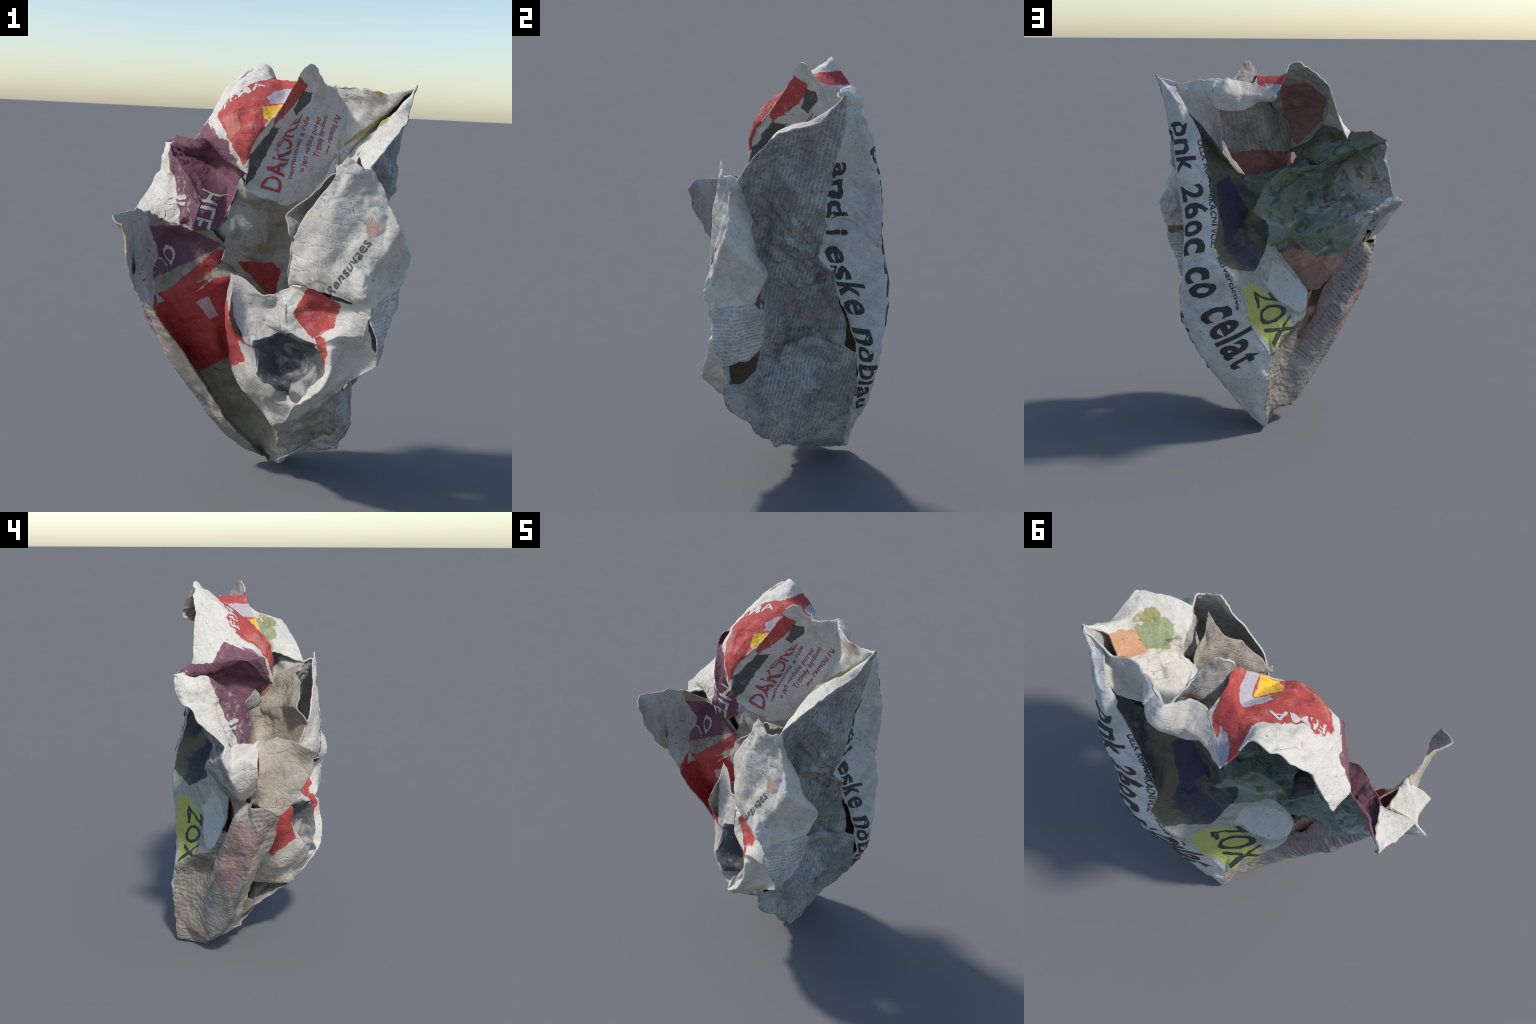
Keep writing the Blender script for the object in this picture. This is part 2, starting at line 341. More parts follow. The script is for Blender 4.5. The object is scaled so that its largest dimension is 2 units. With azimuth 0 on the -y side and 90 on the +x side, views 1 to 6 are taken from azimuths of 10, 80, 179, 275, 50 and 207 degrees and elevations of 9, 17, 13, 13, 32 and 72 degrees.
FOLDS['text_base'] = [
    ['lime_low', 'lime_side', 'grey_mid', 'grey_side'],
    [(0.055, 0.370, 0.400), (0.000, 0.250, 0.470), (-0.109, 0.080, 0.539), (-0.185, 0.010, 0.683)],
    ['inner_edge_k', (0.020, 0.260, 0.360), (-0.010, 0.200, 0.400), (-0.061, 0.160, 0.382)],
    ['inner_edge_l', (0.040, 0.290, 0.250), (0.000, 0.235, 0.250), (-0.035, 0.205, 0.200)],
    ['base_back', (0.060, 0.310, 0.100), (0.000, 0.250, 0.100), 'out_e'],
    ['base_back', 'base_front', (0.030, 0.160, 0.030), 'wall_e'],
]
FOLDS['lime_panel'] = [
    ['inner_edge_g', 'inner_edge_h', 'inner_edge_i', 'inner_edge_j', 'lime_low'],
    [(0.210, 0.340, 0.900), (0.180, 0.340, 0.780), (0.120, 0.310, 0.630), (0.060, 0.320, 0.530), 'lime_low'],
    ['inner_tip', (0.100, 0.250, 0.800), (0.060, 0.240, 0.700), (0.000, 0.250, 0.610), (0.000, 0.300, 0.520)],
    [(0.090, 0.190, 0.950), (0.030, 0.150, 0.785), (0.000, 0.180, 0.710), (-0.040, 0.205, 0.645), 'lime_side'],
    ['bump', (-0.020, 0.110, 0.860), (-0.063, 0.108, 0.780), (-0.100, 0.130, 0.680), (-0.120, 0.170, 0.600)],
    [(0.030, 0.120, 1.000), (-0.060, 0.060, 0.860), (-0.110, 0.060, 0.790), 'grey_side', 'grey_mid'],
]
FOLDS['back_hollow'] = [
    ['strip_turn', (0.391, 0.180, 1.609), (0.324, 0.150, 1.519), (0.255, 0.120, 1.409), (0.190, 0.050, 1.370)],
    ['inner_edge_b', (0.430, 0.180, 1.580), (0.380, 0.130, 1.500), (0.270, 0.110, 1.420), (0.200, 0.130, 1.330)],
    ['inner_edge_c', (0.400, 0.210, 1.420), (0.350, 0.170, 1.340), (0.250, 0.140, 1.280), 'knob_top'],
    ['inner_edge_e', (0.360, 0.250, 1.200), (0.290, 0.180, 1.140), (0.210, 0.150, 1.120), 'knob_low'],
    ['inner_edge_f', (0.320, 0.300, 1.060), (0.260, 0.220, 1.030), (0.180, 0.170, 1.030), (0.070, 0.150, 1.120)],
    ['inner_edge_g', (0.210, 0.340, 0.900), 'inner_tip', (0.090, 0.190, 0.950), 'bump'],
]
FOLDS['green_panel'] = [
    ['knob_top', 'sill_a', 'sill_b', (-0.250, 0.140, 1.460)],
    ['knob_low', (-0.030, 0.090, 1.280), (-0.140, -0.000, 1.320), (-0.230, 0.040, 1.350)],
    [(0.070, 0.150, 1.120), (-0.040, 0.090, 1.180), (-0.140, -0.020, 1.170), (-0.250, -0.010, 1.200)],
    ['bump', (-0.060, 0.120, 1.050), 'hang_a', 'hang_m'],
    [(0.040, 0.120, 0.990), (-0.060, 0.050, 0.980), (-0.218, 0.030, 0.908), (-0.334, -0.040, 0.902)],
]
FOLDS['hanging_fold'] = [
    [(-0.140, -0.020, 1.170), (-0.250, -0.010, 1.200), (-0.420, -0.015, 1.215), (-0.530, -0.015, 1.250), 'edge_c'],
    ['hang_a', 'hang_m', 'hang_b', (-0.540, 0.060, 1.180), 'spike'],
    [(-0.218, 0.030, 0.908), (-0.334, -0.040, 0.902), (-0.466, -0.070, 0.972), (-0.490, -0.030, 1.050), 'hang_end'],
]
FOLDS['orange_panel'] = [
    [(-0.060, 0.050, 0.980), (-0.218, 0.030, 0.908), (-0.334, -0.040, 0.902), (-0.466, -0.070, 0.972), 'neck_in'],
    [(-0.040, 0.020, 0.860), (-0.146, 0.020, 0.820), (-0.258, 0.000, 0.815), (-0.383, -0.050, 0.861), 'ridge_a'],
    [(-0.120, 0.030, 0.720), (-0.185, 0.010, 0.703), (-0.233, -0.010, 0.697), (-0.299, -0.030, 0.731), 'ridge_b'],
]
FOLDS['red_panel'] = [
    ['fan_in', (-0.460, -0.030, 1.210), 'crest_tip', (-0.263, -0.060, 1.215), (-0.178, -0.026, 1.127), (-0.083, 0.080, 1.061)],
    [(-0.515, -0.100, 1.160), (-0.450, 0.005, 1.150), (-0.400, 0.000, 1.140), (-0.350, -0.010, 1.130), (-0.200, -0.000, 1.110), (-0.051, 0.080, 1.056)],
    [(-0.502, -0.061, 1.092), (-0.480, -0.030, 1.080), (-0.440, -0.015, 1.075), (-0.336, -0.007, 1.071), (-0.236, 0.005, 1.065), (0.005, 0.130, 1.037)],
    [(-0.480, -0.120, 1.010), (-0.450, -0.100, 1.010), (-0.420, -0.055, 1.020), (-0.345, -0.105, 0.985), (-0.240, -0.020, 1.000), (0.039, 0.130, 1.007)],
    [(-0.487, -0.135, 0.922), (-0.465, -0.130, 0.915), (-0.430, -0.115, 0.900), (-0.305, -0.100, 0.894), (-0.168, -0.030, 0.961), (0.059, 0.120, 0.970)],
    ['wall_a', (-0.432, -0.090, 0.752), (-0.356, -0.110, 0.802), (-0.256, -0.100, 0.809), (-0.147, -0.020, 0.802), (0.068, 0.100, 0.846)],
    ['wall_b', (-0.358, 0.020, 0.584), (-0.262, -0.050, 0.663), (-0.181, -0.050, 0.630), (-0.117, 0.030, 0.617), (0.081, 0.080, 0.656)],
    ['wall_c', (-0.271, 0.080, 0.433), (-0.212, 0.080, 0.480), (-0.155, 0.080, 0.494), (-0.081, 0.080, 0.510), (0.091, 0.060, 0.532)],
    ['wall_d', (-0.165, 0.100, 0.253), (-0.121, 0.120, 0.302), (-0.066, 0.130, 0.330), (0.013, 0.110, 0.311), (0.110, 0.020, 0.299)],
    ['wall_e', (-0.039, 0.120, 0.142), (-0.016, 0.130, 0.158), (0.026, 0.120, 0.174), (0.073, 0.080, 0.193), (0.124, -0.050, 0.242)],
    ['base_front', (0.010, 0.200, 0.051), (0.021, 0.180, 0.059), (0.036, 0.160, 0.068), (0.067, 0.100, 0.093), (0.102, 0.020, 0.150)],
]
FOLDS['inner_white'] = [
    [(-0.100, -0.080, 1.460), 'dak_left', (0.020, -0.075, 1.370), 'dak_bottom', (0.190, 0.000, 1.370)],
    [(-0.150, -0.020, 1.360), (-0.035, 0.020, 1.276), (0.063, 0.110, 1.227), (0.159, 0.100, 1.235), (0.293, 0.000, 1.270)],
    [(-0.165, -0.030, 1.280), (-0.045, 0.020, 1.167), (0.047, 0.140, 1.127), (0.163, 0.120, 1.106), (0.271, 0.000, 1.115)],
    [(-0.178, -0.026, 1.127), (-0.083, 0.080, 1.053), (0.038, 0.130, 1.023), (0.144, 0.100, 0.932), (0.252, 0.000, 0.927)],
    [(-0.190, -0.030, 1.060), (-0.061, 0.070, 0.969), (0.049, 0.100, 0.908), (0.146, 0.000, 0.863), (0.227, -0.150, 0.899)],
]
FOLDS['inner_floor'] = [
    [(-0.100, -0.080, 1.460), 'dak_left', (0.020, -0.075, 1.370), 'dak_bottom', (0.190, 0.000, 1.370)],
    [(-0.150, 0.060, 1.450), (-0.080, 0.030, 1.420), (0.000, 0.040, 1.410), (0.090, 0.080, 1.380), (0.190, 0.100, 1.370)],
    ['sill_b', (-0.110, 0.160, 1.430), 'sill_a', 'knob_top', (0.200, 0.130, 1.330)],
]

# Printed areas: each is the inside of a few cutting planes (normal x, y, z, offset).
AREA = {}
AREA['hood_red'] = [(0.8412, 0.1875, -0.5071, 1.0869), (0.5602, 0.1306, -0.8180, 1.5964), (0.2864, 0.0819, -0.9546, 1.8291), (-0.1125, 0.0177, -0.9935, 1.9151), (-0.9892, -0.1354, -0.0554, 0.2466), (-0.7903, -0.1204, 0.6007, -0.9943), (-0.8188, -0.1261, 0.5600, -0.9260), (0.8387, 0.1947, 0.5085, -0.6708)]
AREA['hood_yellow'] = [(0.1464, 0.0310, -0.9887, 1.7700), (-0.9808, -0.1543, -0.1194, 0.2697), (-0.6661, -0.1030, 0.7387, -1.2548), (0.6244, 0.1155, 0.7726, -1.3240), (0.9833, 0.1750, 0.0494, -0.0568)]
AREA['hood_figure'] = [(0.6138, 0.1185, -0.7805, 1.4363), (0.1452, 0.0460, -0.9883, 1.8366), (-0.9632, -0.1455, 0.2261, -0.3141), (-0.1686, -0.0359, 0.9850, -1.7684), (0.8387, 0.1388, 0.5266, -0.9493)]
AREA['hood_fine_print'] = [(0.5446, 0.1114, -0.8313, 1.5468), (-0.9638, -0.1979, -0.1786, 0.1691), (-0.7033, -0.1272, 0.6995, -1.2643), (0.9031, 0.2037, 0.3780, -0.4496)]
AREA['hood_purple_front'] = [(0.9146, 0.2062, -0.3478, 0.8329), (-0.7988, -0.1953, -0.5691, 0.7448), (-0.9564, -0.2031, -0.2099, 0.1960), (0.6679, 0.1840, 0.7212, -0.9640)]
AREA['hood_purple_side'] = [(-0.1339, 0.3604, -0.9231, 1.5242), (-0.1053, 0.9631, -0.2478, 0.5184), (0.1379, -0.1128, 0.9840, -1.5076), (0.0584, -0.8643, -0.4995, 0.9159), (0.0618, -0.8737, -0.4825, 0.8905)]
AREA['band_black'] = [(0.9816, 0.1874, -0.0355, 0.1488), (0.7868, 0.1213, -0.6052, 1.0089), (-0.1626, -0.0423, -0.9858, 1.6748), (-0.9003, -0.1370, 0.4132, -0.6541), (-0.6788, -0.0734, 0.7307, -1.1004)]
AREA['label_black'] = [(0.8944, 0.1319, -0.4274, 0.6608), (-0.1616, 0.0006, -0.9869, 1.8650), (-0.9605, -0.1271, 0.2476, -0.2729), (-0.6958, -0.0977, 0.7115, -1.1610), (0.7712, 0.1113, 0.6268, -1.1960)]
AREA['tab_red'] = [(-0.6615, -0.0661, -0.7470, 1.5252), (-0.8371, -0.1257, 0.5324, -0.8619), (-0.7691, -0.1168, 0.6283, -1.0429), (-0.6617, -0.0992, 0.7432, -1.2491), (0.9854, 0.1630, -0.0495, 0.0630), (0.8839, 0.1431, -0.4452, 0.7498)]
AREA['panel_back_red'] = [(0.0519, 0.1129, -0.9922, 1.4865), (-0.1725, 0.1096, -0.9789, 1.5000), (0.9952, -0.0330, -0.0921, 0.2629), (0.1905, -0.1344, 0.9725, -1.3571), (-0.2603, -0.1358, 0.9559, -1.2670), (-0.8433, -0.1069, 0.5268, -0.4540)]
AREA['hood_inside_red'] = [(-0.1192, 0.0495, -0.9916, 1.8394), (0.6460, 0.0020, -0.7634, 1.5287), (0.9890, -0.0745, 0.1274, 0.0213), (0.6839, -0.1044, 0.7220, -1.0408), (-0.7843, -0.0378, 0.6192, -1.0210), (-0.9933, 0.0148, 0.1148, -0.2146)]
AREA['cone_greens'] = [(0.9688, 0.0811, -0.2343, 0.0402), (0.3545, 0.0208, -0.9348, 1.4731), (0.6109, 0.0334, -0.7910, 1.0817), (-0.9754, -0.0293, -0.2187, 0.9923), (-0.5278, -0.0212, 0.8491, -1.1929), (-0.7880, -0.0358, 0.6147, -0.6474), (0.1152, 0.0498, 0.9921, -1.6168)]
AREA['cone_oranges'] = [(-0.6620, 0.5822, -0.4720, 1.2306), (-0.3629, 0.8211, -0.4406, 0.9988), (0.7495, 0.6612, 0.0326, -0.4269), (0.6544, -0.6113, 0.4451, -1.0727), (-0.3724, -0.9141, 0.1603, 0.0059)]
AREA['cone_herbs'] = [(-0.6738, 0.5701, -0.4700, 1.2270), (0.2401, 0.9281, -0.2846, 0.4980), (0.9169, 0.3602, 0.1721, -0.6654), (0.4197, -0.7985, 0.4316, -0.9453), (-0.5304, -0.8408, 0.1079, 0.0811)]
AREA['flap_stain'] = [(0.7557, -0.0252, -0.6544, 0.4729), (-0.6084, -0.1169, -0.7850, 1.3280), (-0.9965, -0.0400, 0.0728, 0.4472), (-0.2349, 0.1078, 0.9660, -1.0510), (0.9333, 0.0987, 0.3453, -0.8776)]
AREA['patch_red'] = [(-0.5474, -0.2080, -0.8106, 0.9252), (-0.5309, 0.1398, 0.8358, -0.4568), (-0.9696, -0.0330, 0.2425, 0.1582), (0.5335, 0.2548, 0.8065, -0.7010), (0.7225, 0.2364, 0.6497, -0.6480), (0.8987, 0.0280, -0.4377, 0.2177)]
AREA['nose_red'] = [(-0.0103, -0.2306, -0.9730, 0.7067), (-0.9916, -0.0667, 0.1113, 0.2577), (-0.9686, -0.1437, -0.2027, 0.4543), (-0.0957, 0.2610, 0.9606, -0.4706), (0.9112, 0.1879, 0.3667, -0.5052)]
AREA['cup_red_front'] = [(-0.8802, -0.2679, -0.3917, 0.1729), (-0.6950, -0.2909, -0.6576, 0.4009), (-0.6073, 0.0996, 0.7882, -0.4925), (0.2443, 0.3022, 0.9214, -0.4763), (0.9614, 0.2345, 0.1443, 0.0547)]
AREA['cup_red_side'] = [(-0.2475, 0.5167, -0.8196, 0.8270), (-0.0448, 0.9989, 0.0155, 0.2640), (0.1870, 0.6766, 0.7122, -0.2740), (0.2568, -0.7453, 0.6153, -0.4590), (-0.0070, -0.9660, -0.2585, 0.0242)]
AREA['pocket_black'] = [(-0.7980, -0.2001, -0.5684, 0.7219), (-0.9088, -0.1345, 0.3950, -0.6043), (-0.9566, -0.1628, 0.2417, -0.4228), (0.3519, 0.2109, 0.9120, -0.9435), (0.9174, 0.1503, -0.3685, 0.6207), (0.9590, 0.1773, -0.2210, 0.4483), (0.9174, 0.1550, -0.3665, 0.6378)]
AREA['pocket_black_edge'] = [(0.4907, 0.0332, -0.8707, 1.3120), (0.9174, 0.1550, -0.3665, 0.6378), (-0.9590, -0.1773, 0.2210, -0.4483), (-0.9174, -0.1503, 0.3685, -0.6207), (0.3042, 0.2031, 0.9307, -0.9753), (-0.8905, -0.1414, 0.4324, -0.7147), (0.9427, 0.1701, -0.2871, 0.5457)]
AREA['pocket_corner_white'] = [(0.1119, -0.0001, -0.9937, 1.6679), (0.5177, 0.1113, -0.8483, 1.5965), (-0.9173, -0.2401, 0.3175, -0.9273), (-0.0560, 0.0375, 0.9977, -1.5521), (0.9590, 0.2816, 0.0326, 0.4614)]
AREA['crest_purple'] = [(-0.0462, -0.4532, -0.8902, 1.4606), (-0.1754, 0.7528, -0.6344, 0.9017), (-0.0836, 0.9952, 0.0513, -0.0043), (0.2189, -0.1566, 0.9631, -1.0900), (0.1844, -0.8838, 0.4299, -0.4840), (0.1771, -0.9124, 0.3689, -0.4031)]
AREA['purple_panel'] = [(0.0687, -0.1072, -0.9919, 1.2244), (-0.3550, -0.2073, -0.9116, 0.9611), (-0.4717, 0.0275, 0.8813, -1.0772), (-0.6763, -0.0405, 0.7355, -0.9657), (0.2823, 0.2669, 0.9215, -0.6609), (0.9491, 0.2969, 0.1050, 0.4083)]
AREA['red_band'] = [(0.6807, 0.0417, -0.7314, 0.9604), (-0.1548, -0.1791, -0.9716, 1.0405), (-0.9771, -0.2081, -0.0443, -0.1028), (-0.5189, 0.0349, 0.8541, -0.9612), (-0.6959, -0.0330, 0.7173, -0.8858), (0.7307, 0.3284, 0.5986, -0.1584)]
AREA['white_band'] = [(0.7555, 0.0653, -0.6519, 0.8681), (0.3969, -0.0775, -0.9146, 0.9717), (0.7017, 0.0294, -0.7119, 0.8561), (-0.9591, -0.2250, -0.1715, 0.0337), (-0.4453, 0.0683, 0.8928, -0.9376), (-0.7538, -0.0505, 0.6552, -0.8095), (0.4170, 0.2964, 0.8592, -0.5224)]
AREA['red_field'] = [(0.3845, -0.0770, -0.9199, 0.9928), (0.2655, -0.1148, -0.9572, 0.9817), (-0.9624, -0.2227, -0.1557, 0.0185), (-0.9576, -0.1252, 0.2594, -0.2877), (-0.5317, 0.1159, 0.8390, -0.5672), (0.7311, 0.3438, 0.5894, -0.0745), (0.7125, 0.3446, 0.6113, -0.0957), (0.9283, 0.3136, 0.1997, 0.3306)]
AREA['red_far'] = [(0.6672, 0.2458, 0.7032, -0.6592), (0.0485, -0.1492, -0.9876, 1.0470), (-0.6432, -0.2193, -0.7336, 0.8115), (-0.9713, -0.1101, 0.2107, -0.1245), (-0.0113, 0.1913, 0.9815, -0.8786), (0.9661, 0.2244, 0.1276, 0.0361)]
AREA['white_chip'] = [(0.5082, -0.0568, -0.8594, 0.8816), (-0.8462, -0.2835, -0.4513, 0.1838), (-0.4076, 0.1125, 0.9062, -0.7943), (0.7046, 0.3048, 0.6409, -0.3173)]
AREA['lime_field'] = [(-0.7279, 0.1624, -0.6662, 0.6205), (0.7806, 0.1571, -0.6050, 0.3597), (0.5545, 0.2125, -0.8046, 0.5107), (0.7997, 0.1446, -0.5827, 0.3768), (0.8634, -0.1769, 0.4724, -0.1500), (-0.6932, -0.2181, 0.6870, -0.2187), (-0.7613, -0.1949, 0.6185, -0.1896), (-0.9838, -0.0623, 0.1679, 0.0805)]
AREA['lime_pale'] = [(-0.9767, 0.0603, -0.2060, 0.2183), (0.4467, 0.1977, -0.8725, 0.7436), (0.7168, 0.1447, -0.6821, 0.5941), (0.9988, -0.0477, -0.0114, 0.1706), (0.8095, -0.1972, 0.5530, -0.2064), (-0.7870, -0.1496, 0.5986, -0.3849), (-0.4694, -0.2273, 0.8532, -0.5433)]
AREA['wall_pink'] = [(-0.2940, 0.4680, -0.8334, 0.6048), (0.0183, 0.9500, 0.3118, -0.0921), (0.1159, 0.8207, 0.5595, -0.2170), (0.3637, -0.3217, 0.8742, -0.2766), (-0.0024, -0.9337, -0.3581, 0.2781), (-0.0299, -0.9022, -0.4304, 0.3160)]
AREA['wall_cream'] = [(-0.0307, 0.9934, 0.1104, 0.1255), (0.0538, 0.9278, 0.3691, -0.0538), (0.0890, 0.8857, 0.4557, -0.0909), (0.1879, 0.7258, 0.6617, -0.1350), (-0.0227, -0.9352, -0.3533, 0.1681), (-0.0883, -0.8602, -0.5023, 0.2081), (-0.0055, -0.9595, -0.2816, 0.0846), (-0.1442, -0.7243, -0.6742, 0.3762)]
AREA['hang_green'] = [(0.0751, 0.1737, -0.9819, 1.1405), (0.3486, 0.1412, -0.9266, 1.1669), (0.8550, -0.1875, 0.4836, -0.1163), (0.0999, -0.2309, 0.9678, -0.8262), (-0.2740, -0.2040, 0.9398, -0.8703), (-0.9485, -0.0627, 0.3106, -0.2218)]
AREA['hollow_navy'] = [(-0.5144, 0.1028, -0.8514, 1.3038), (0.6569, 0.1217, -0.7441, 0.8532), (0.8575, -0.0812, 0.5080, -0.7309), (0.8738, 0.0960, -0.4767, 0.4030), (0.2882, -0.1997, 0.9365, -0.9456), (-0.1407, -0.2115, 0.9672, -0.9025), (-0.9736, -0.0808, 0.2133, 0.0817), (-0.9953, -0.0574, 0.0782, 0.2449)]
AREA['side_blank'] = [(0.4112, -0.1231, -0.9032, 0.2819), (-0.1071, -0.9854, -0.1324, -0.0806), (-0.3902, 0.3465, 0.8530, -0.0537), (-0.0617, 0.9175, 0.3929, 0.1286)]
AREA['flap_blank'] = [(0.0546, -0.7032, -0.7089, 0.8626), (-0.0955, -0.9641, -0.2480, 0.1686), (-0.1966, 0.5066, 0.8395, -0.7304), (-0.3225, -0.3303, 0.8871, -1.0349), (0.1882, 0.9533, -0.2363, 0.5934), (0.1249, 0.9909, -0.0497, 0.4509)]

def point(c):
    return np.array(CREASE[c] if isinstance(c, str) else c, float)

def cardinal(P, t, tension):
    """Interpolate rows P (n, ..., 3) at parameters t in 0..n-1."""
    n = len(P)
    i = np.clip(np.floor(t).astype(int), 0, n - 2)
    f = (t - i).reshape((-1,) + (1,) * (P.ndim - 1))
    p1, p2 = P[i], P[i + 1]
    p0 = np.where((i > 0).reshape(f.shape), P[np.maximum(i - 1, 0)], 2 * p1 - p2)
    p3 = np.where((i < n - 2).reshape(f.shape), P[np.minimum(i + 2, n - 1)], 2 * p2 - p1)
    m1, m2 = (p2 - p0) * tension, (p3 - p1) * tension
    f2, f3 = f * f, f * f * f
    return (2*f3 - 3*f2 + 1)*p1 + (f3 - 2*f2 + f)*m1 + (3*f2 - 2*f3)*p2 + (f3 - f2)*m2

rng = np.random.default_rng(11)
WAVES = []
for wavelength, size, count in ((.34, .008, 6), (.16, .0095, 9), (.075, .0060, 11), (.034, .0024, 10)):
    for _ in range(count):
        n = rng.normal(size=3); n /= np.linalg.norm(n)
        d = rng.normal(size=3); d /= np.linalg.norm(d)
        WAVES.append((n / (wavelength * rng.uniform(.7, 1.5)), d * size / math.sqrt(count) * 1.7, rng.uniform(0, 1), rng.uniform(.5, 1)))

def crumple(P):
    """Push points about by creased triangle waves: the small facets of crumpled paper."""
    Q = P + .035 * np.sin(P[:, [1, 2, 0]] * 9.0 + 1.3) + .016 * np.sin(P[:, [2, 0, 1]] * 23.0) + .005 * np.sin(P[:, [1, 0, 2]] * 61.0)
    belly = np.exp(-((P[:, 0] - .45) / .13) ** 2 - ((P[:, 1] + .01) / .17) ** 2 - ((P[:, 2] - 1.0) / .55) ** 2)
    gate = 1.3 * belly + .55 + .45 * np.sin(Q @ np.array([7.0, 5.0, 9.0])) * np.sin(Q @ np.array([-6.0, 8.0, 4.0]) + 1)
    out = P.copy()
    for n, d, phase, sharp in WAVES:
        s = (Q @ n + phase) % 1.0
        tri = 1 - 4 * np.abs(s - .5)
        tri = np.sign(tri) * np.abs(tri) ** .8
        out += np.outer((tri * sharp + (1 - sharp) * np.sin(2 * math.pi * s)) * gate, d)
    return out

def sample(name, step, tension):
    G = np.array([[point(c) for c in row] for row in FOLDS[name]])
    h = np.linalg.norm(np.diff(G, axis=0), axis=2).max(1); w = np.linalg.norm(np.diff(G, axis=1), axis=2).max(0)
    u = np.concatenate([np.linspace(i, i + 1, max(2, int(h[i] / step)), endpoint=False) for i in range(len(h))] + [[len(h)]])
    v = np.concatenate([np.linspace(i, i + 1, max(2, int(w[i] / step)), endpoint=False) for i in range(len(w))] + [[len(w)]])
    return cardinal(cardinal(G, u, tension).transpose(1, 0, 2), v, tension).transpose(1, 0, 2)

def stitch(S, reach=.028, soak=8):
    """Draw each fold's border onto the nearest neighbouring fold so that no slit stays open."""
    new = {}
    for k, P in S.items():
        pts = [(q, o) for o, Q in S.items() if o != k for q in Q.reshape(-1, 3)]
        tree = KDTree(len(pts))
        for n, (q, o) in enumerate(pts): tree.insert(q, n)
        tree.balance()
        def pull(line):
            out = np.zeros_like(line)
            for n, q in enumerate(line):
                co, _, dist = tree.find(q)
                if dist < reach: out[n] = (np.array(co) - q) * min(1, 2 - 2 * dist / reach)
            for _ in range(2):
                out[1:-1] = out[1:-1] * .5 + (out[2:] + out[:-2]) * .25
            return out
        D = np.zeros_like(P); W = np.full(P.shape[:2] + (1,), 1e-6)
        nu, nv = P.shape[:2]
        for axis, end in ((0, 0), (0, 1), (1, 0), (1, 1)):
            line = P[-end] if axis == 0 else P[:, -end]
            d = pull(line)
            depth = np.arange(nu if axis == 0 else nv)
            if end: depth = depth[::-1]
            w = np.clip(1 - depth / soak, 0, 1) ** 2
            if axis == 0: D += w[:, None, None] * d[None] * w[:, None, None]; W += w[:, None, None]
            else: D += w[None, :, None] * d[:, None] * w[None, :, None]; W += w[None, :, None]
        new[k] = P + D / np.maximum(W, .15)
    return new

def build_fold(name, S, parent, mats, facing, thick=.007):
    nu, nv = S.shape[:2]
    V = crumple(S.reshape(-1, 3))
    V[:, 2] = np.maximum(V[:, 2], .006)
    I = np.arange(nu * nv).reshape(nu, nv)
    F = np.stack([I[:-1, :-1], I[1:, :-1], I[1:, 1:], I[:-1, 1:]], -1).reshape(-1, 4)
    n = np.cross(V[F[:, 2]] - V[F[:, 0]], V[F[:, 3]] - V[F[:, 1]]).sum(0)
    if n @ np.array(facing, float) < 0: F = F[:, ::-1]
    me = bpy.data.meshes.new(name)
    me.from_pydata(V.tolist(), [], F.tolist())
    me.validate(); me.update()
    for p in me.polygons: p.use_smooth = True
    for m in mats: me.materials.append(m)
    ob = bpy.data.objects.new(name, me)
    bpy.context.collection.objects.link(ob)
    ob.parent = parent
    s = ob.modifiers.new('paper_thickness', 'SOLIDIFY')
    s.thickness, s.offset, s.use_rim = thick, 0, True
    s.material_offset = 1 if len(mats) > 1 else 0
    return ob

def plain(name, col):
    m = bpy.data.materials.new(name); m.use_nodes = True
    m.node_tree.nodes['Principled BSDF'].inputs['Base Color'].default_value = (*col, 1)
    return m

# ---------------------------------------------------------------- materials
PAPER, CREAM, TAN = (.61, .575, .51), (.43, .375, .31), (.36, .31, .25)
RED, PURPLE, YELLOW, BLACK = (.41, .066, .06), (.175, .078, .105), (.72, .46, .05), (.035, .035, .034)
SAGE, OLIVE, NAVY, RUST, LIME = (.19, .23, .19), (.17, .18, .07), (.045, .05, .075), (.33, .15, .10), (.37, .41, .11)

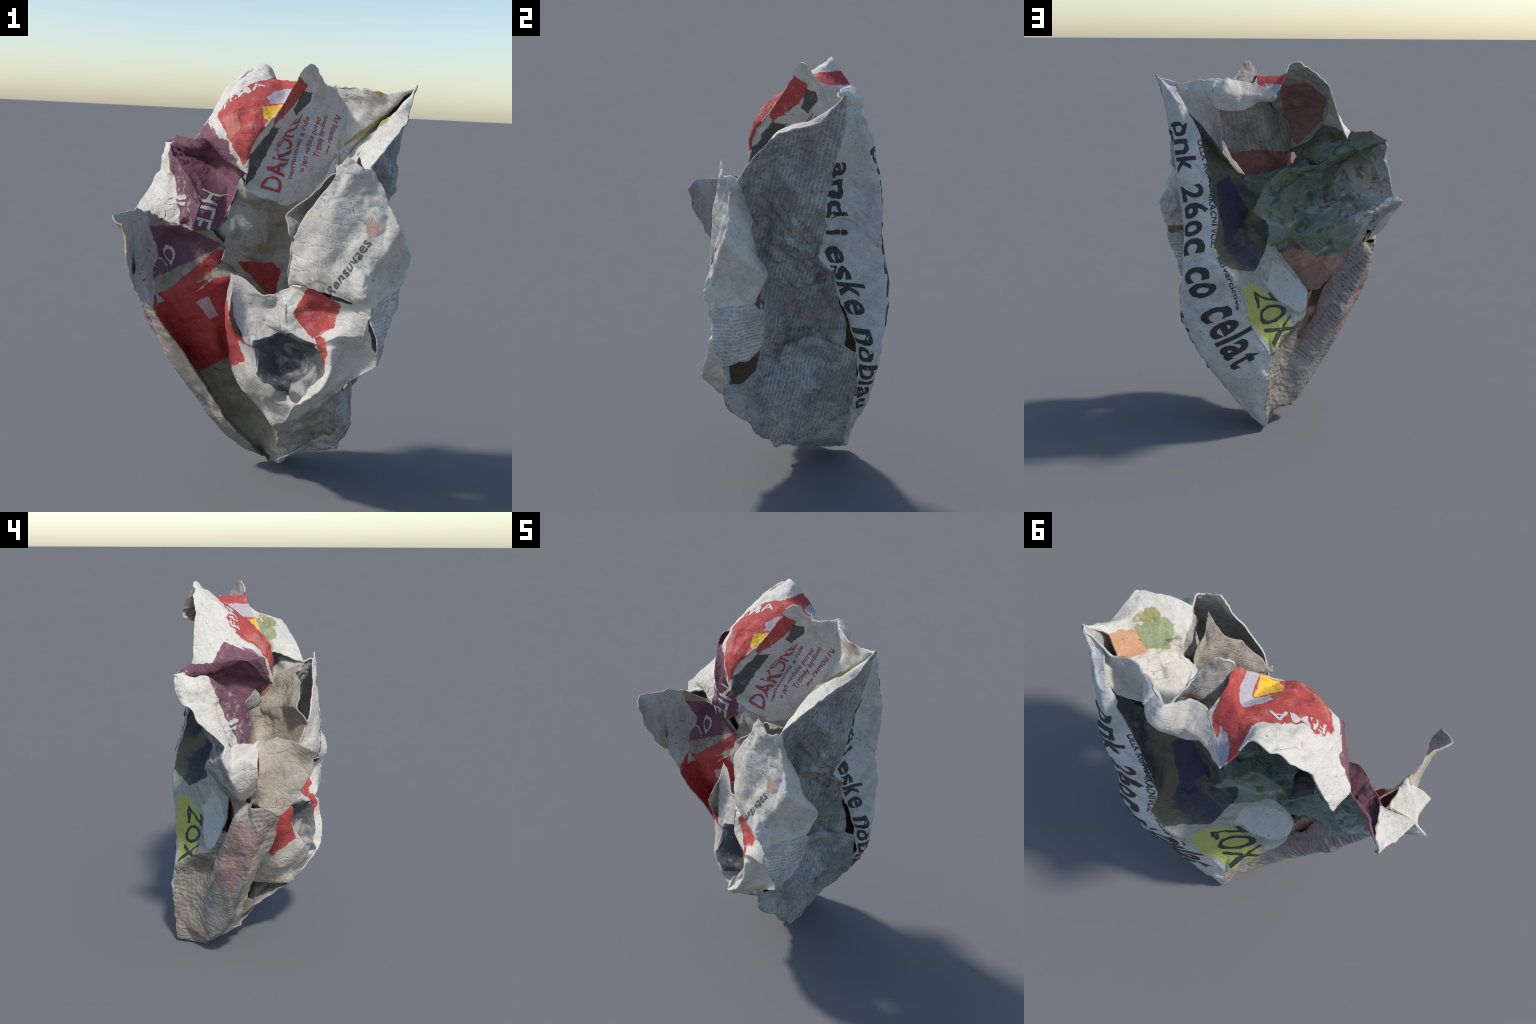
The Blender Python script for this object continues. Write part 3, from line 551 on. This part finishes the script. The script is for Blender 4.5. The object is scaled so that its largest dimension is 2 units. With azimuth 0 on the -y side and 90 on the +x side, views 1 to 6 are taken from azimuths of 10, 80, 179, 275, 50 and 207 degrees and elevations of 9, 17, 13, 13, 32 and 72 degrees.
class Ink:
    """Small helper that strings shader nodes together."""
    def __init__(self, name):
        self.m = bpy.data.materials.new(name); self.m.use_nodes = True
        self.t = self.m.node_tree; self.p = self.t.nodes['Principled BSDF']
        self.P = self.t.nodes.new('ShaderNodeTexCoord').outputs['Object']
    def node(self, kind, ins=(), **props):
        n = self.t.nodes.new(kind)
        for k, v in props.items(): setattr(n, k, v)
        for k, v in (ins.items() if isinstance(ins, dict) else enumerate(ins)):
            if hasattr(v, 'is_output'): self.t.links.new(v, n.inputs[k])
            else: n.inputs[k].default_value = v
        return n
    def math(self, op, a, b=0.0, c=0.0, clamp=False):
        return self.node('ShaderNodeMath', (a, b, c), operation=op, use_clamp=clamp).outputs[0]
    def dot(self, v, P=None):
        return self.node('ShaderNodeVectorMath', (P or self.P, v), operation='DOT_PRODUCT').outputs['Value']
    def noise(self, scale, detail=4.0, rough=.55, P=None, warp=0.0):
        return self.node('ShaderNodeTexNoise', {'Vector': P or self.P, 'Scale': scale, 'Detail': detail, 'Roughness': rough, 'Distortion': warp}).outputs['Fac']
    def step(self, x, low, high):
        return self.node('ShaderNodeMapRange', {'Value': x, 'From Min': low, 'From Max': high}, interpolation_type='SMOOTHSTEP').outputs[0]
    def mix(self, fac, a, b):
        n = self.node('ShaderNodeMix', {'Factor': fac}, data_type='RGBA')
        for slot, v in ((6, a), (7, b)):
            if hasattr(v, 'is_output'): self.t.links.new(v, n.inputs[slot])
            else: n.inputs[slot].default_value = (*v, 1)
        return n.outputs[2]
    def area(self, name, ragged=.010):
        """1 inside the cutting planes, with an uneven printed edge."""
        f = None
        for x, y, z, d in AREA[name]:
            g = self.math('ADD', self.dot((x, y, z)), d)
            f = g if f is None else self.math('MINIMUM', f, g)
        wob = self.math('MULTIPLY_ADD', self.edge, ragged * 2.6, -ragged * 1.3)
        return self.step(self.math('ADD', f, wob), -.0015, .0025)
    def lines(self, along, across, pitch, word=44.0):
        """Rows of small print: broken dark dashes on evenly spaced lines."""
        a = self.math('ADD', self.math('DIVIDE', self.dot(across), pitch), self.math('MULTIPLY', self.noise(4, 3), .075 / pitch))
        row = self.math('FLOOR', a)
        inside = self.step(self.math('PINGPONG', a, .5), .20, .30)
        v = self.node('ShaderNodeCombineXYZ', (self.math('MULTIPLY', self.dot(along), word), self.math('MULTIPLY', row, 13.7), 0.0)).outputs[0]
        words = self.step(self.noise(2.2, 3, .7, P=v), .42, .52)
        return self.math('MULTIPLY', inside, words)

def newsprint(name, base=PAPER, inks=(), print_rows=None, blots=(), dirt=.35, wear=.35):
    k = Ink(name)
    k.edge = k.noise(34, 4, .65)
    cloud, fine = k.noise(7.5, 7, .68, warp=.5), k.noise(70, 3, .6)
    grey = tuple(c * .62 for c in base)
    col = k.mix(k.math('MULTIPLY', k.step(cloud, .40, .66), min(1, dirt * 1.5)), base, grey)
    smudge = k.math('MULTIPLY', k.step(k.noise(19, 6, .7, warp=.8), .50, .72), dirt)
    col = k.mix(smudge, col, tuple(c * f for c, f in zip(base, (.50, .46, .41))))
    warm = tuple(c * f for c, f in zip(base, (1.0, .90, .80)))
    col = k.mix(k.math('MULTIPLY', k.step(k.noise(3.1, 3), .48, .68), .45), col, warm)
    for colour, scale, low, high, amount in blots:
        col = k.mix(k.math('MULTIPLY', k.step(k.noise(scale, 5, .6, warp=1.0), low, high), amount), col, colour)
    if print_rows:
        along, across, pitch, colour, amount = print_rows[:5]
        m = k.math('MULTIPLY', k.lines(along, across, pitch), amount)
        m = k.math('MULTIPLY', m, k.step(k.noise(4.0, 3), .30, .46))
        for blank in print_rows[5:]:
            m = k.math('MULTIPLY', m, k.math('SUBTRACT', 1.0, k.area(blank)))
        col = k.mix(m, col, colour)
    for where, colour, amount in inks:
        worn = k.math('MULTIPLY_ADD', k.step(k.noise(24, 5, .7), .50, .74), -wear, 1.0)
        m = k.math('MULTIPLY', k.area(where), k.math('MULTIPLY', worn, amount))
        col = k.mix(m, col, colour)
    speck = k.step(k.noise(55, 1, .4), .735, .76)
    col = k.mix(k.math('MULTIPLY', speck, .55), col, (.06, .06, .055))
    grain = k.math('MULTIPLY_ADD', fine, .34, .83)
    col = k.node('ShaderNodeVectorMath', {0: col, 'Scale': grain}, operation='SCALE').outputs[0]
    k.t.links.new(col, k.p.inputs['Base Color'])
    k.p.inputs['Roughness'].default_value = .78
    k.p.inputs['Specular IOR Level'].default_value = .25
    h = k.math('MULTIPLY', k.noise(26, 6, .68), .75)
    for turn, scale, weight in (((.4, 1.1, .2), 2.3, .34), ((1.7, .3, .9), 3.1, .30), ((2.6, 2.0, .5), 4.6, .24), ((.9, 2.7, 1.9), 7.0, .16)):
        v = k.node('ShaderNodeMapping', {'Vector': k.P, 'Rotation': turn}).outputs[0]
        w = k.node('ShaderNodeTexWave', {'Vector': v, 'Scale': scale, 'Distortion': 5.0, 'Detail': 3.0, 'Detail Scale': 1.6, 'Detail Roughness': .6}, wave_profile='TRI').outputs['Fac']
        h = k.math('ADD', h, k.math('MULTIPLY', k.step(k.math('ABSOLUTE', k.math('SUBTRACT', w, .5)), 0, .13), weight))
    bump = k.node('ShaderNodeBump', {'Height': h, 'Strength': .45, 'Distance': .009})
    k.t.links.new(bump.outputs[0], k.p.inputs['Normal'])
    return k.m

def ink_film(name, colour, fade=.3):
    k = Ink(name)
    m = k.math('MULTIPLY', k.step(k.noise(40, 5, .7), .52, .72), fade)
    k.t.links.new(k.mix(m, colour, tuple(min(1, c * 1.6 + .12) for c in colour)), k.p.inputs['Base Color'])
    k.p.inputs['Roughness'].default_value = .75
    return k.m

Z, GREY_INK = (0, 0, 1), (.10, .10, .10)
M = {}
M['plain'] = newsprint('plain_newsprint')
M['cream'] = newsprint('cream_margin', CREAM, dirt=.5)
M['inside'] = newsprint('brownish_inside', (.46, .43, .38), dirt=.6)  # brownish paper on the inner sides of the folds
M['hood'] = newsprint('red_cover_print', PAPER, [('hood_red', RED, 1), ('hood_fine_print', (.55, .22, .18), .6), ('hood_figure', (.42, .41, .45), .95), ('hood_yellow', YELLOW, 1), ('hood_purple_front', (.28, .12, .16), 1), ('hood_purple_side', PURPLE, 1)], dirt=.15, wear=.25)
M['hood_inside'] = newsprint('red_show_through', (.44, .41, .37), [('hood_inside_red', (.30, .12, .10), .8)], dirt=.6)
M['lettered'] = newsprint('lettered_print', (.56, .55, .52), [('band_black', (.07, .072, .066), .95), ('tab_red', RED, 1), ('label_black', (.07, .07, .065), .95)], dirt=.35)
M['lettered_back'] = newsprint('text_show_through', (.40, .36, .32), [('panel_back_red', (.28, .075, .05), .85)], print_rows=((.3, 0, 1), (1, .2, -.3), .028, (.22, .18, .16), .6), dirt=.6)
M['cone'] = newsprint('garden_print', PAPER, [('cone_greens', (.27, .25, .08), .9), ('cone_oranges', (.55, .27, .13), .9), ('cone_herbs', (.24, .29, .13), .85)], dirt=.3)
M['side'] = newsprint('column_text', (.44, .44, .42), print_rows=((.1, .2, 1), (.25, 1, -.2), .0185, (.12, .12, .12), .5, 'side_blank'), blots=(((.20, .20, .19), 7, .46, .64, .6), ((.13, .13, .13), 22, .52, .66, .4)), dirt=.8)
M['strip'] = newsprint('headline_margin', (.54, .54, .52), dirt=.4)
M['flap'] = newsprint('blank_flap', PAPER, [('flap_stain', (.50, .22, .17), .7)], print_rows=((.35, .1, 1), (0, 1, .3), .026, (.28, .28, .27), .0), dirt=.45)
M['flap_text'] = newsprint('flap_column_text', (.57, .56, .53), print_rows=((0, .9, .25), (0, .2, -1), .018, (.24, .24, .24), .6), blots=(((.3, .3, .29), 12, .5, .66, .4),), dirt=.5)
M['patch'] = newsprint('red_patch_print', PAPER, [('patch_red', RED, 1), ('nose_red', RED, 1)], dirt=.3)
M['cup_red'] = newsprint('red_cup_print', (.50, .46, .40), [('cup_red_front', RED, 1), ('cup_red_side', RED, 1)], dirt=.5)
M['cup'] = newsprint('cup_paper', (.56, .52, .47), dirt=.3)
M['ash'] = newsprint('dark_picture_print', (.10, .10, .11), blots=(((.34, .33, .30), 8, .47, .64, .85), ((.10, .17, .19), 5, .58, .68, .7)), dirt=.3)
M['pocket'] = newsprint('purple_print', PURPLE, [('pocket_black', (.035, .035, .034), 1), ('pocket_black_edge', (.50, .48, .44), .75), ('pocket_corner_white', PAPER, 1)], dirt=.3, wear=.2)
M['pocket_outside'] = newsprint('white_purple_print', PAPER, [('crest_purple', PURPLE, 1)], dirt=.25, wear=.8)
M['gutter'] = newsprint('grey_gutter', (.46, .46, .44), blots=(((.20, .08, .12), 8, .60, .66, .8),), dirt=.6)
M['red_panel'] = newsprint('red_purple_panel', (.34, .30, .23), [('red_far', (.33, .04, .035), 1), ('red_field', (.40, .045, .04), 1), ('white_chip', (.42, .38, .35), .8), ('red_band', RED, 1), ('white_band', (.50, .48, .45), 1), ('purple_panel', PURPLE, 1)], dirt=.6, wear=.25)
M['inner'] = newsprint('inner_paper', (.40, .38, .34), [('red_far', (.33, .04, .035), 1)], dirt=.6)
M['wall'] = newsprint('wall_text', (.34, .31, .28), [('wall_pink', (.36, .20, .17), .55), ('wall_cream', (.47, .39, .31), 1)], print_rows=((-.2, -.9, .3), (-.55, .25, .8), .022, (.13, .11, .10), .65, 'wall_cream'), dirt=.4)
M['wall_text'] = newsprint('brown_column_text', (.34, .30, .25), print_rows=((-.3, -.9, .2), (-.5, .1, .85), .022, (.14, .12, .10), .75), dirt=.5)
M['lime'] = newsprint('lime_print', (.40, .40, .36), [('lime_field', LIME, 1), ('lime_pale', (.50, .51, .49), .8)], blots=(((.16, .18, .10), 6, .52, .66, .5),), dirt=.4, wear=.2)
M['navy'] = newsprint('dark_photo_print', (.13, .14, .09), [('hollow_navy', NAVY, 1)], blots=((NAVY, 3.2, .46, .56, .85),), dirt=.3)
M['green'] = newsprint('green_photo_print', SAGE, blots=(((.05, .06, .045), 12, .52, .62, .7), ((.42, .41, .38), 5, .55, .66, .7), (OLIVE, 4, .5, .62, .6)), dirt=.4)
M['hang'] = newsprint('grey_green_print', (.42, .43, .42), [('hang_green', SAGE, .85)], blots=((OLIVE, 6, .52, .62, .6), ((.07, .08, .07), 16, .56, .63, .6)), dirt=.5)
M['rust'] = newsprint('orange_photo_print', (.33, .22, .18), blots=((RUST, 7, .46, .56, .85), ((.42, .26, .17), 5, .55, .6, .8)), dirt=.5)
M['lower'] = newsprint('lower_paper', (.44, .42, .37), dirt=.7)
M['letter_black'] = ink_film('black_ink', BLACK, .15)
M['letter_red'] = ink_film('red_ink', (.42, .06, .055), .3)
M['letter_white'] = ink_film('pale_letter_ink', (.52, .50, .47), .2)
M['pen'] = ink_film('pen_ink', (.10, .10, .10), .3)

# fold -> side that faces out, its print, the print on its other side
DRESS = {
    'hood': ((-.3, -1, .6), 'hood', 'hood_inside'), 'hood_side': ((-1, -.2, 0), 'hood', 'plain'),
    'lettered_panel': ((.3, -1, -.2), 'lettered', 'lettered_back'), 'rolled_back_edge': ((0, 1, .5), 'plain', 'plain'),
    'cone_back': ((0, -1, .5), 'cone', 'plain'), 'cone_lip': ((-.5, .3, 1), 'cone', 'side'),
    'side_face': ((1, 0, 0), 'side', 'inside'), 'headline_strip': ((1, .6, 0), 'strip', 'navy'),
    'front_flap': ((.2, -1, 0), 'flap', 'flap_text'), 'flap_foot': ((1, -.6, 0), 'flap_text', 'flap_text'),
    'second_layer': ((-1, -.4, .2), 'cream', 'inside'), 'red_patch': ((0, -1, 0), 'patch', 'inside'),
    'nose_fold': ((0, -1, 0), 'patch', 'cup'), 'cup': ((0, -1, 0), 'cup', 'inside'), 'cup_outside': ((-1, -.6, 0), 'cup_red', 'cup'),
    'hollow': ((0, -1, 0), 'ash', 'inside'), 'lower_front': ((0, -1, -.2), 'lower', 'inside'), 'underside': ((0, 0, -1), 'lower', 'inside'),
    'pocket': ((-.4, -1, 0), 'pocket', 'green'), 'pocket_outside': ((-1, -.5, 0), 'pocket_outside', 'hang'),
    'spike_band': ((-1, 0, .2), 'plain', 'hang'), 'fan': ((-1, 0, 0), 'cream', 'gutter'), 'gutter': ((.3, -1, .5), 'gutter', 'cream'),
    'text_wall': ((-1, 0, 0), 'wall', 'cream'), 'text_base': ((-1, .5, 0), 'wall_text', 'inner'), 'lime_panel': ((-.6, 1, .3), 'lime', 'inner'),
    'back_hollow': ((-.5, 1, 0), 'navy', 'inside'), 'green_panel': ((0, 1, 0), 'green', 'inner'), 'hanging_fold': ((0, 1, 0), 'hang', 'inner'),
    'orange_panel': ((0, 1, 0), 'rust', 'red_panel'), 'red_panel': ((.3, -1, .2), 'red_panel', 'rust'), 'inner_white': ((0, -1, 0), 'inner', 'green'),
    'inner_floor': ((0, 0, 1), 'green', 'inner'),
}

# ---------------------------------------------------------------- assembly
thing = bpy.data.objects.new('crumpled_newspaper', None)
bpy.context.collection.objects.link(thing)
thing['label'] = 'crumpled sheet of printed newspaper with red and purple advertisements'
thing['category'] = 'newspaper'
SHEETS = stitch({k: sample(k, .0075, .33) for k in FOLDS})
DBG = False
import colorsys
BUILT = {}
for i, k in enumerate(FOLDS):
    facing, front, back = DRESS[k]
    mats = [plain(k, colorsys.hsv_to_rgb((i * .381) % 1, .45, .6))] if DBG else [M[front], M[back]]
    BUILT[k] = build_fold(k, SHEETS[k], thing, mats, facing)

# ---------------------------------------------------------------- lettering
def along(path, s):
    path = np.array(path, float)
    d = np.concatenate([[0], np.cumsum(np.linalg.norm(np.diff(path, axis=0), axis=1))])
    return np.stack([np.interp(np.asarray(s) * d[-1], d, path[:, i]) for i in range(3)], -1)

TREES = {}
def letter(text, base, top, fold, ink, name, lift=.0052, x_height=.70, bold=.012):
    """Set one run of type between two guide lines and lay it on a fold."""
    cu = bpy.data.curves.new(name, 'FONT'); cu.body = text; cu.resolution_u = 3; cu.offset = bold
    tmp = bpy.data.objects.new(name, cu); bpy.context.collection.objects.link(tmp)
    me = bpy.data.meshes.new_from_object(tmp.evaluated_get(bpy.context.evaluated_depsgraph_get()))
    bpy.data.objects.remove(tmp); bpy.data.curves.remove(cu)
    bm = bmesh.new(); bm.from_mesh(me); bpy.data.meshes.remove(me)
    xs = [v.co.x for v in bm.verts]; ys = [v.co.y for v in bm.verts]
    x0, x1, y0, y1 = min(xs), max(xs), 0.0, x_height
    def place(co):
        s = np.clip((co.x - x0) / (x1 - x0), 0, 1); t = (co.y - y0) / (y1 - y0)
        a, b = along(base, [s])[0], along(top, [s])[0]
        return a + (b - a) * t
    for _ in range(4):
        bmesh.ops.triangulate(bm, faces=bm.faces[:])
        long = [e for e in bm.edges if np.linalg.norm(place(e.verts[0].co) - place(e.verts[1].co)) > .013]
        if not long: break
        bmesh.ops.subdivide_edges(bm, edges=long, cuts=1)
    bmesh.ops.triangulate(bm, faces=bm.faces[:])
    if fold not in TREES:
        src = BUILT[fold].data
        TREES[fold] = BVHTree.FromPolygons([v.co[:] for v in src.vertices], [p.vertices[:] for p in src.polygons])
    out = Vector(DRESS[fold][0])
    for v in bm.verts:
        loc, nor, _, _ = TREES[fold].find_nearest(Vector(place(v.co)))
        v.co = loc + nor * lift
    new = bpy.data.meshes.new(name); bm.to_mesh(new); bm.free()
    for p in new.polygons: p.use_smooth = True
    new.materials.append(M[ink])
    ob = bpy.data.objects.new(name, new); bpy.context.collection.objects.link(ob)
    ob.parent = BUILT[fold]
    return ob

def headline(words, base, top, fold, ink, name):
    """A line of big type, one object for each letter."""
    width = [.42 if c in 'il' else .62 if c in 't ' else 1.0 for c in words]
    ends = np.concatenate([[0], np.cumsum(width)]) / sum(width)
    for i, c in enumerate(words):
        if c == ' ': continue
        gap = (ends[i + 1] - ends[i]) * (.2 if c in 'il' else .07)
        cuts = np.linspace(ends[i] + gap, ends[i + 1] - gap, 4)
        letter(c, along(base, cuts), along(top, cuts), fold, ink, name, x_height=.53, bold=.028)

FRONT_BASE = [(.585, .075, 1.64), (.57, .075, 1.5), (.545, .07, 1.38), (.51, .085, 1.25), (.49, .12, 1.12), (.48, .18, 1.0), (.49, .235, .86), (.51, .262, .75), (.52, .28, .62), (.46, .285, .47), (.42, .30, .40)]
FRONT_TOP = [(.57, .16, 1.62), (.55, .165, 1.5), (.53, .16, 1.38), (.50, .17, 1.25), (.487, .21, 1.12), (.49, .27, 1.0), (.515, .315, .86), (.535, .335, .75), (.52, .345, .62), (.455, .335, .47), (.41, .34, .40)]
BACK_BASE = [(0.565, 0.250, 1.683), (0.541, 0.320, 1.470), (0.505, 0.360, 1.236), (0.511, 0.390, 1.033), (0.512, 0.400, 0.895), (0.441, 0.410, 0.684), (0.340, 0.400, 0.499), (0.245, 0.390, 0.358)]
BACK_TOP = [(0.494, 0.250, 1.683), (0.467, 0.310, 1.469), (0.411, 0.360, 1.236), (0.386, 0.400, 1.036), (0.361, 0.420, 0.900), (0.260, 0.410, 0.738), (0.165, 0.400, 0.554), (0.122, 0.390, 0.422)]
headline('and i eske noblau', FRONT_BASE, FRONT_TOP, 'headline_strip', 'letter_black', 'headline_letter')
headline('pnk 26oc co celat', BACK_BASE, BACK_TOP, 'headline_strip', 'letter_black', 'headline_letter')
letter('OLLK KOMUNIKACNI VOZ:', [(0.441, 0.270, 1.584), (0.392, 0.300, 1.364), (0.365, 0.350, 1.165), (0.366, 0.390, 1.033)], [(0.412, 0.270, 1.592), (0.360, 0.300, 1.373), (0.332, 0.350, 1.165), (0.335, 0.390, 1.030)], 'headline_strip', 'letter_black', 'caption')
letter('kovarcicova', [(0.335, 0.400, 0.983), (0.301, 0.410, 0.915), (0.251, 0.390, 0.786), (0.234, 0.390, 0.696)], [(0.309, 0.400, 0.997), (0.270, 0.410, 0.924), (0.224, 0.390, 0.795), (0.210, 0.390, 0.696)], 'headline_strip', 'letter_black', 'caption')
letter('DAKSKE', [(0.073, -0.060, 1.397), (0.097, -0.020, 1.524), (0.104, 0.040, 1.651), (0.148, 0.080, 1.759)], [(-0.014, -0.080, 1.413), (-0.002, -0.030, 1.531), (0.029, 0.020, 1.632), (0.094, 0.070, 1.718)], 'lettered_panel', 'letter_red', 'red_line')
letter('nemovitosti a rule', [(0.127, -0.050, 1.463), (0.144, 0.030, 1.614), (0.175, 0.100, 1.745)], [(0.103, -0.050, 1.466), (0.119, 0.030, 1.619), (0.151, 0.100, 1.753)], 'lettered_panel', 'letter_red', 'red_line')
letter('o jen nadske porad', [(0.176, -0.030, 1.495), (0.196, 0.040, 1.623), (0.227, 0.120, 1.741)], [(0.153, -0.030, 1.500), (0.171, 0.040, 1.627), (0.202, 0.120, 1.749)], 'lettered_panel', 'letter_red', 'red_line')
letter('Trendy bydleni', [(0.231, 0.020, 1.560), (0.248, 0.080, 1.659), (0.259, 0.140, 1.755)], [(0.203, 0.020, 1.565), (0.221, 0.080, 1.665), (0.231, 0.140, 1.763)], 'lettered_panel', 'letter_red', 'red_line')
letter('dle racnou ru', [(0.279, 0.050, 1.580), (0.291, 0.120, 1.679), (0.310, 0.170, 1.758)], [(0.253, 0.050, 1.586), (0.262, 0.120, 1.685), (0.282, 0.170, 1.766)], 'lettered_panel', 'letter_red', 'red_line')
letter('O', [(-0.484, -0.030, 0.999), (-0.416, -0.030, 1.017)], [(-0.487, -0.030, 1.107), (-0.420, -0.030, 1.118)], 'red_panel', 'letter_white', 'ring_letter')
letter('O', [(-0.510, -0.080, 0.983), (-0.454, -0.070, 0.979)], [(-0.510, -0.080, 1.055), (-0.464, -0.070, 1.051)], 'red_panel', 'letter_white', 'ring_letter')
letter('HLE', [(-0.190, -0.030, 1.379), (-0.221, -0.055, 1.302), (-0.250, -0.060, 1.200)], [(-0.289, -0.050, 1.397), (-0.332, -0.070, 1.327), (-0.341, -0.080, 1.220)], 'pocket', 'letter_white', 'white_letter')
letter('IIO', [(-0.388, -0.040, 1.351), (-0.411, -0.030, 1.256), (-0.433, -0.030, 1.208)], [(-0.487, 0.000, 1.358), (-0.500, -0.030, 1.281), (-0.515, -0.040, 1.242)], 'pocket_outside', 'letter_white', 'white_letter')
letter('FIMA', [(-0.194, 0.000, 1.748), (-0.118, 0.040, 1.812), (-0.035, 0.080, 1.865)], [(-0.225, 0.020, 1.783), (-0.146, 0.060, 1.851), (-0.056, 0.100, 1.901)], 'hood', 'letter_white', 'white_letter')
letter('ZOX', [(0.175, 0.270, 0.772), (0.138, 0.280, 0.618), (0.028, 0.340, 0.476)], [(0.068, 0.200, 0.744), (-0.053, 0.200, 0.622), (-0.082, 0.220, 0.534)], 'lime_panel', 'letter_black', 'black_letter')
letter('Rensuvaes', [(0.374, -0.390, 0.993), (0.451, -0.400, 1.111), (0.529, -0.390, 1.237)], [(0.351, -0.390, 1.027), (0.423, -0.400, 1.146), (0.491, -0.380, 1.257)], 'front_flap', 'pen', 'pen_note')
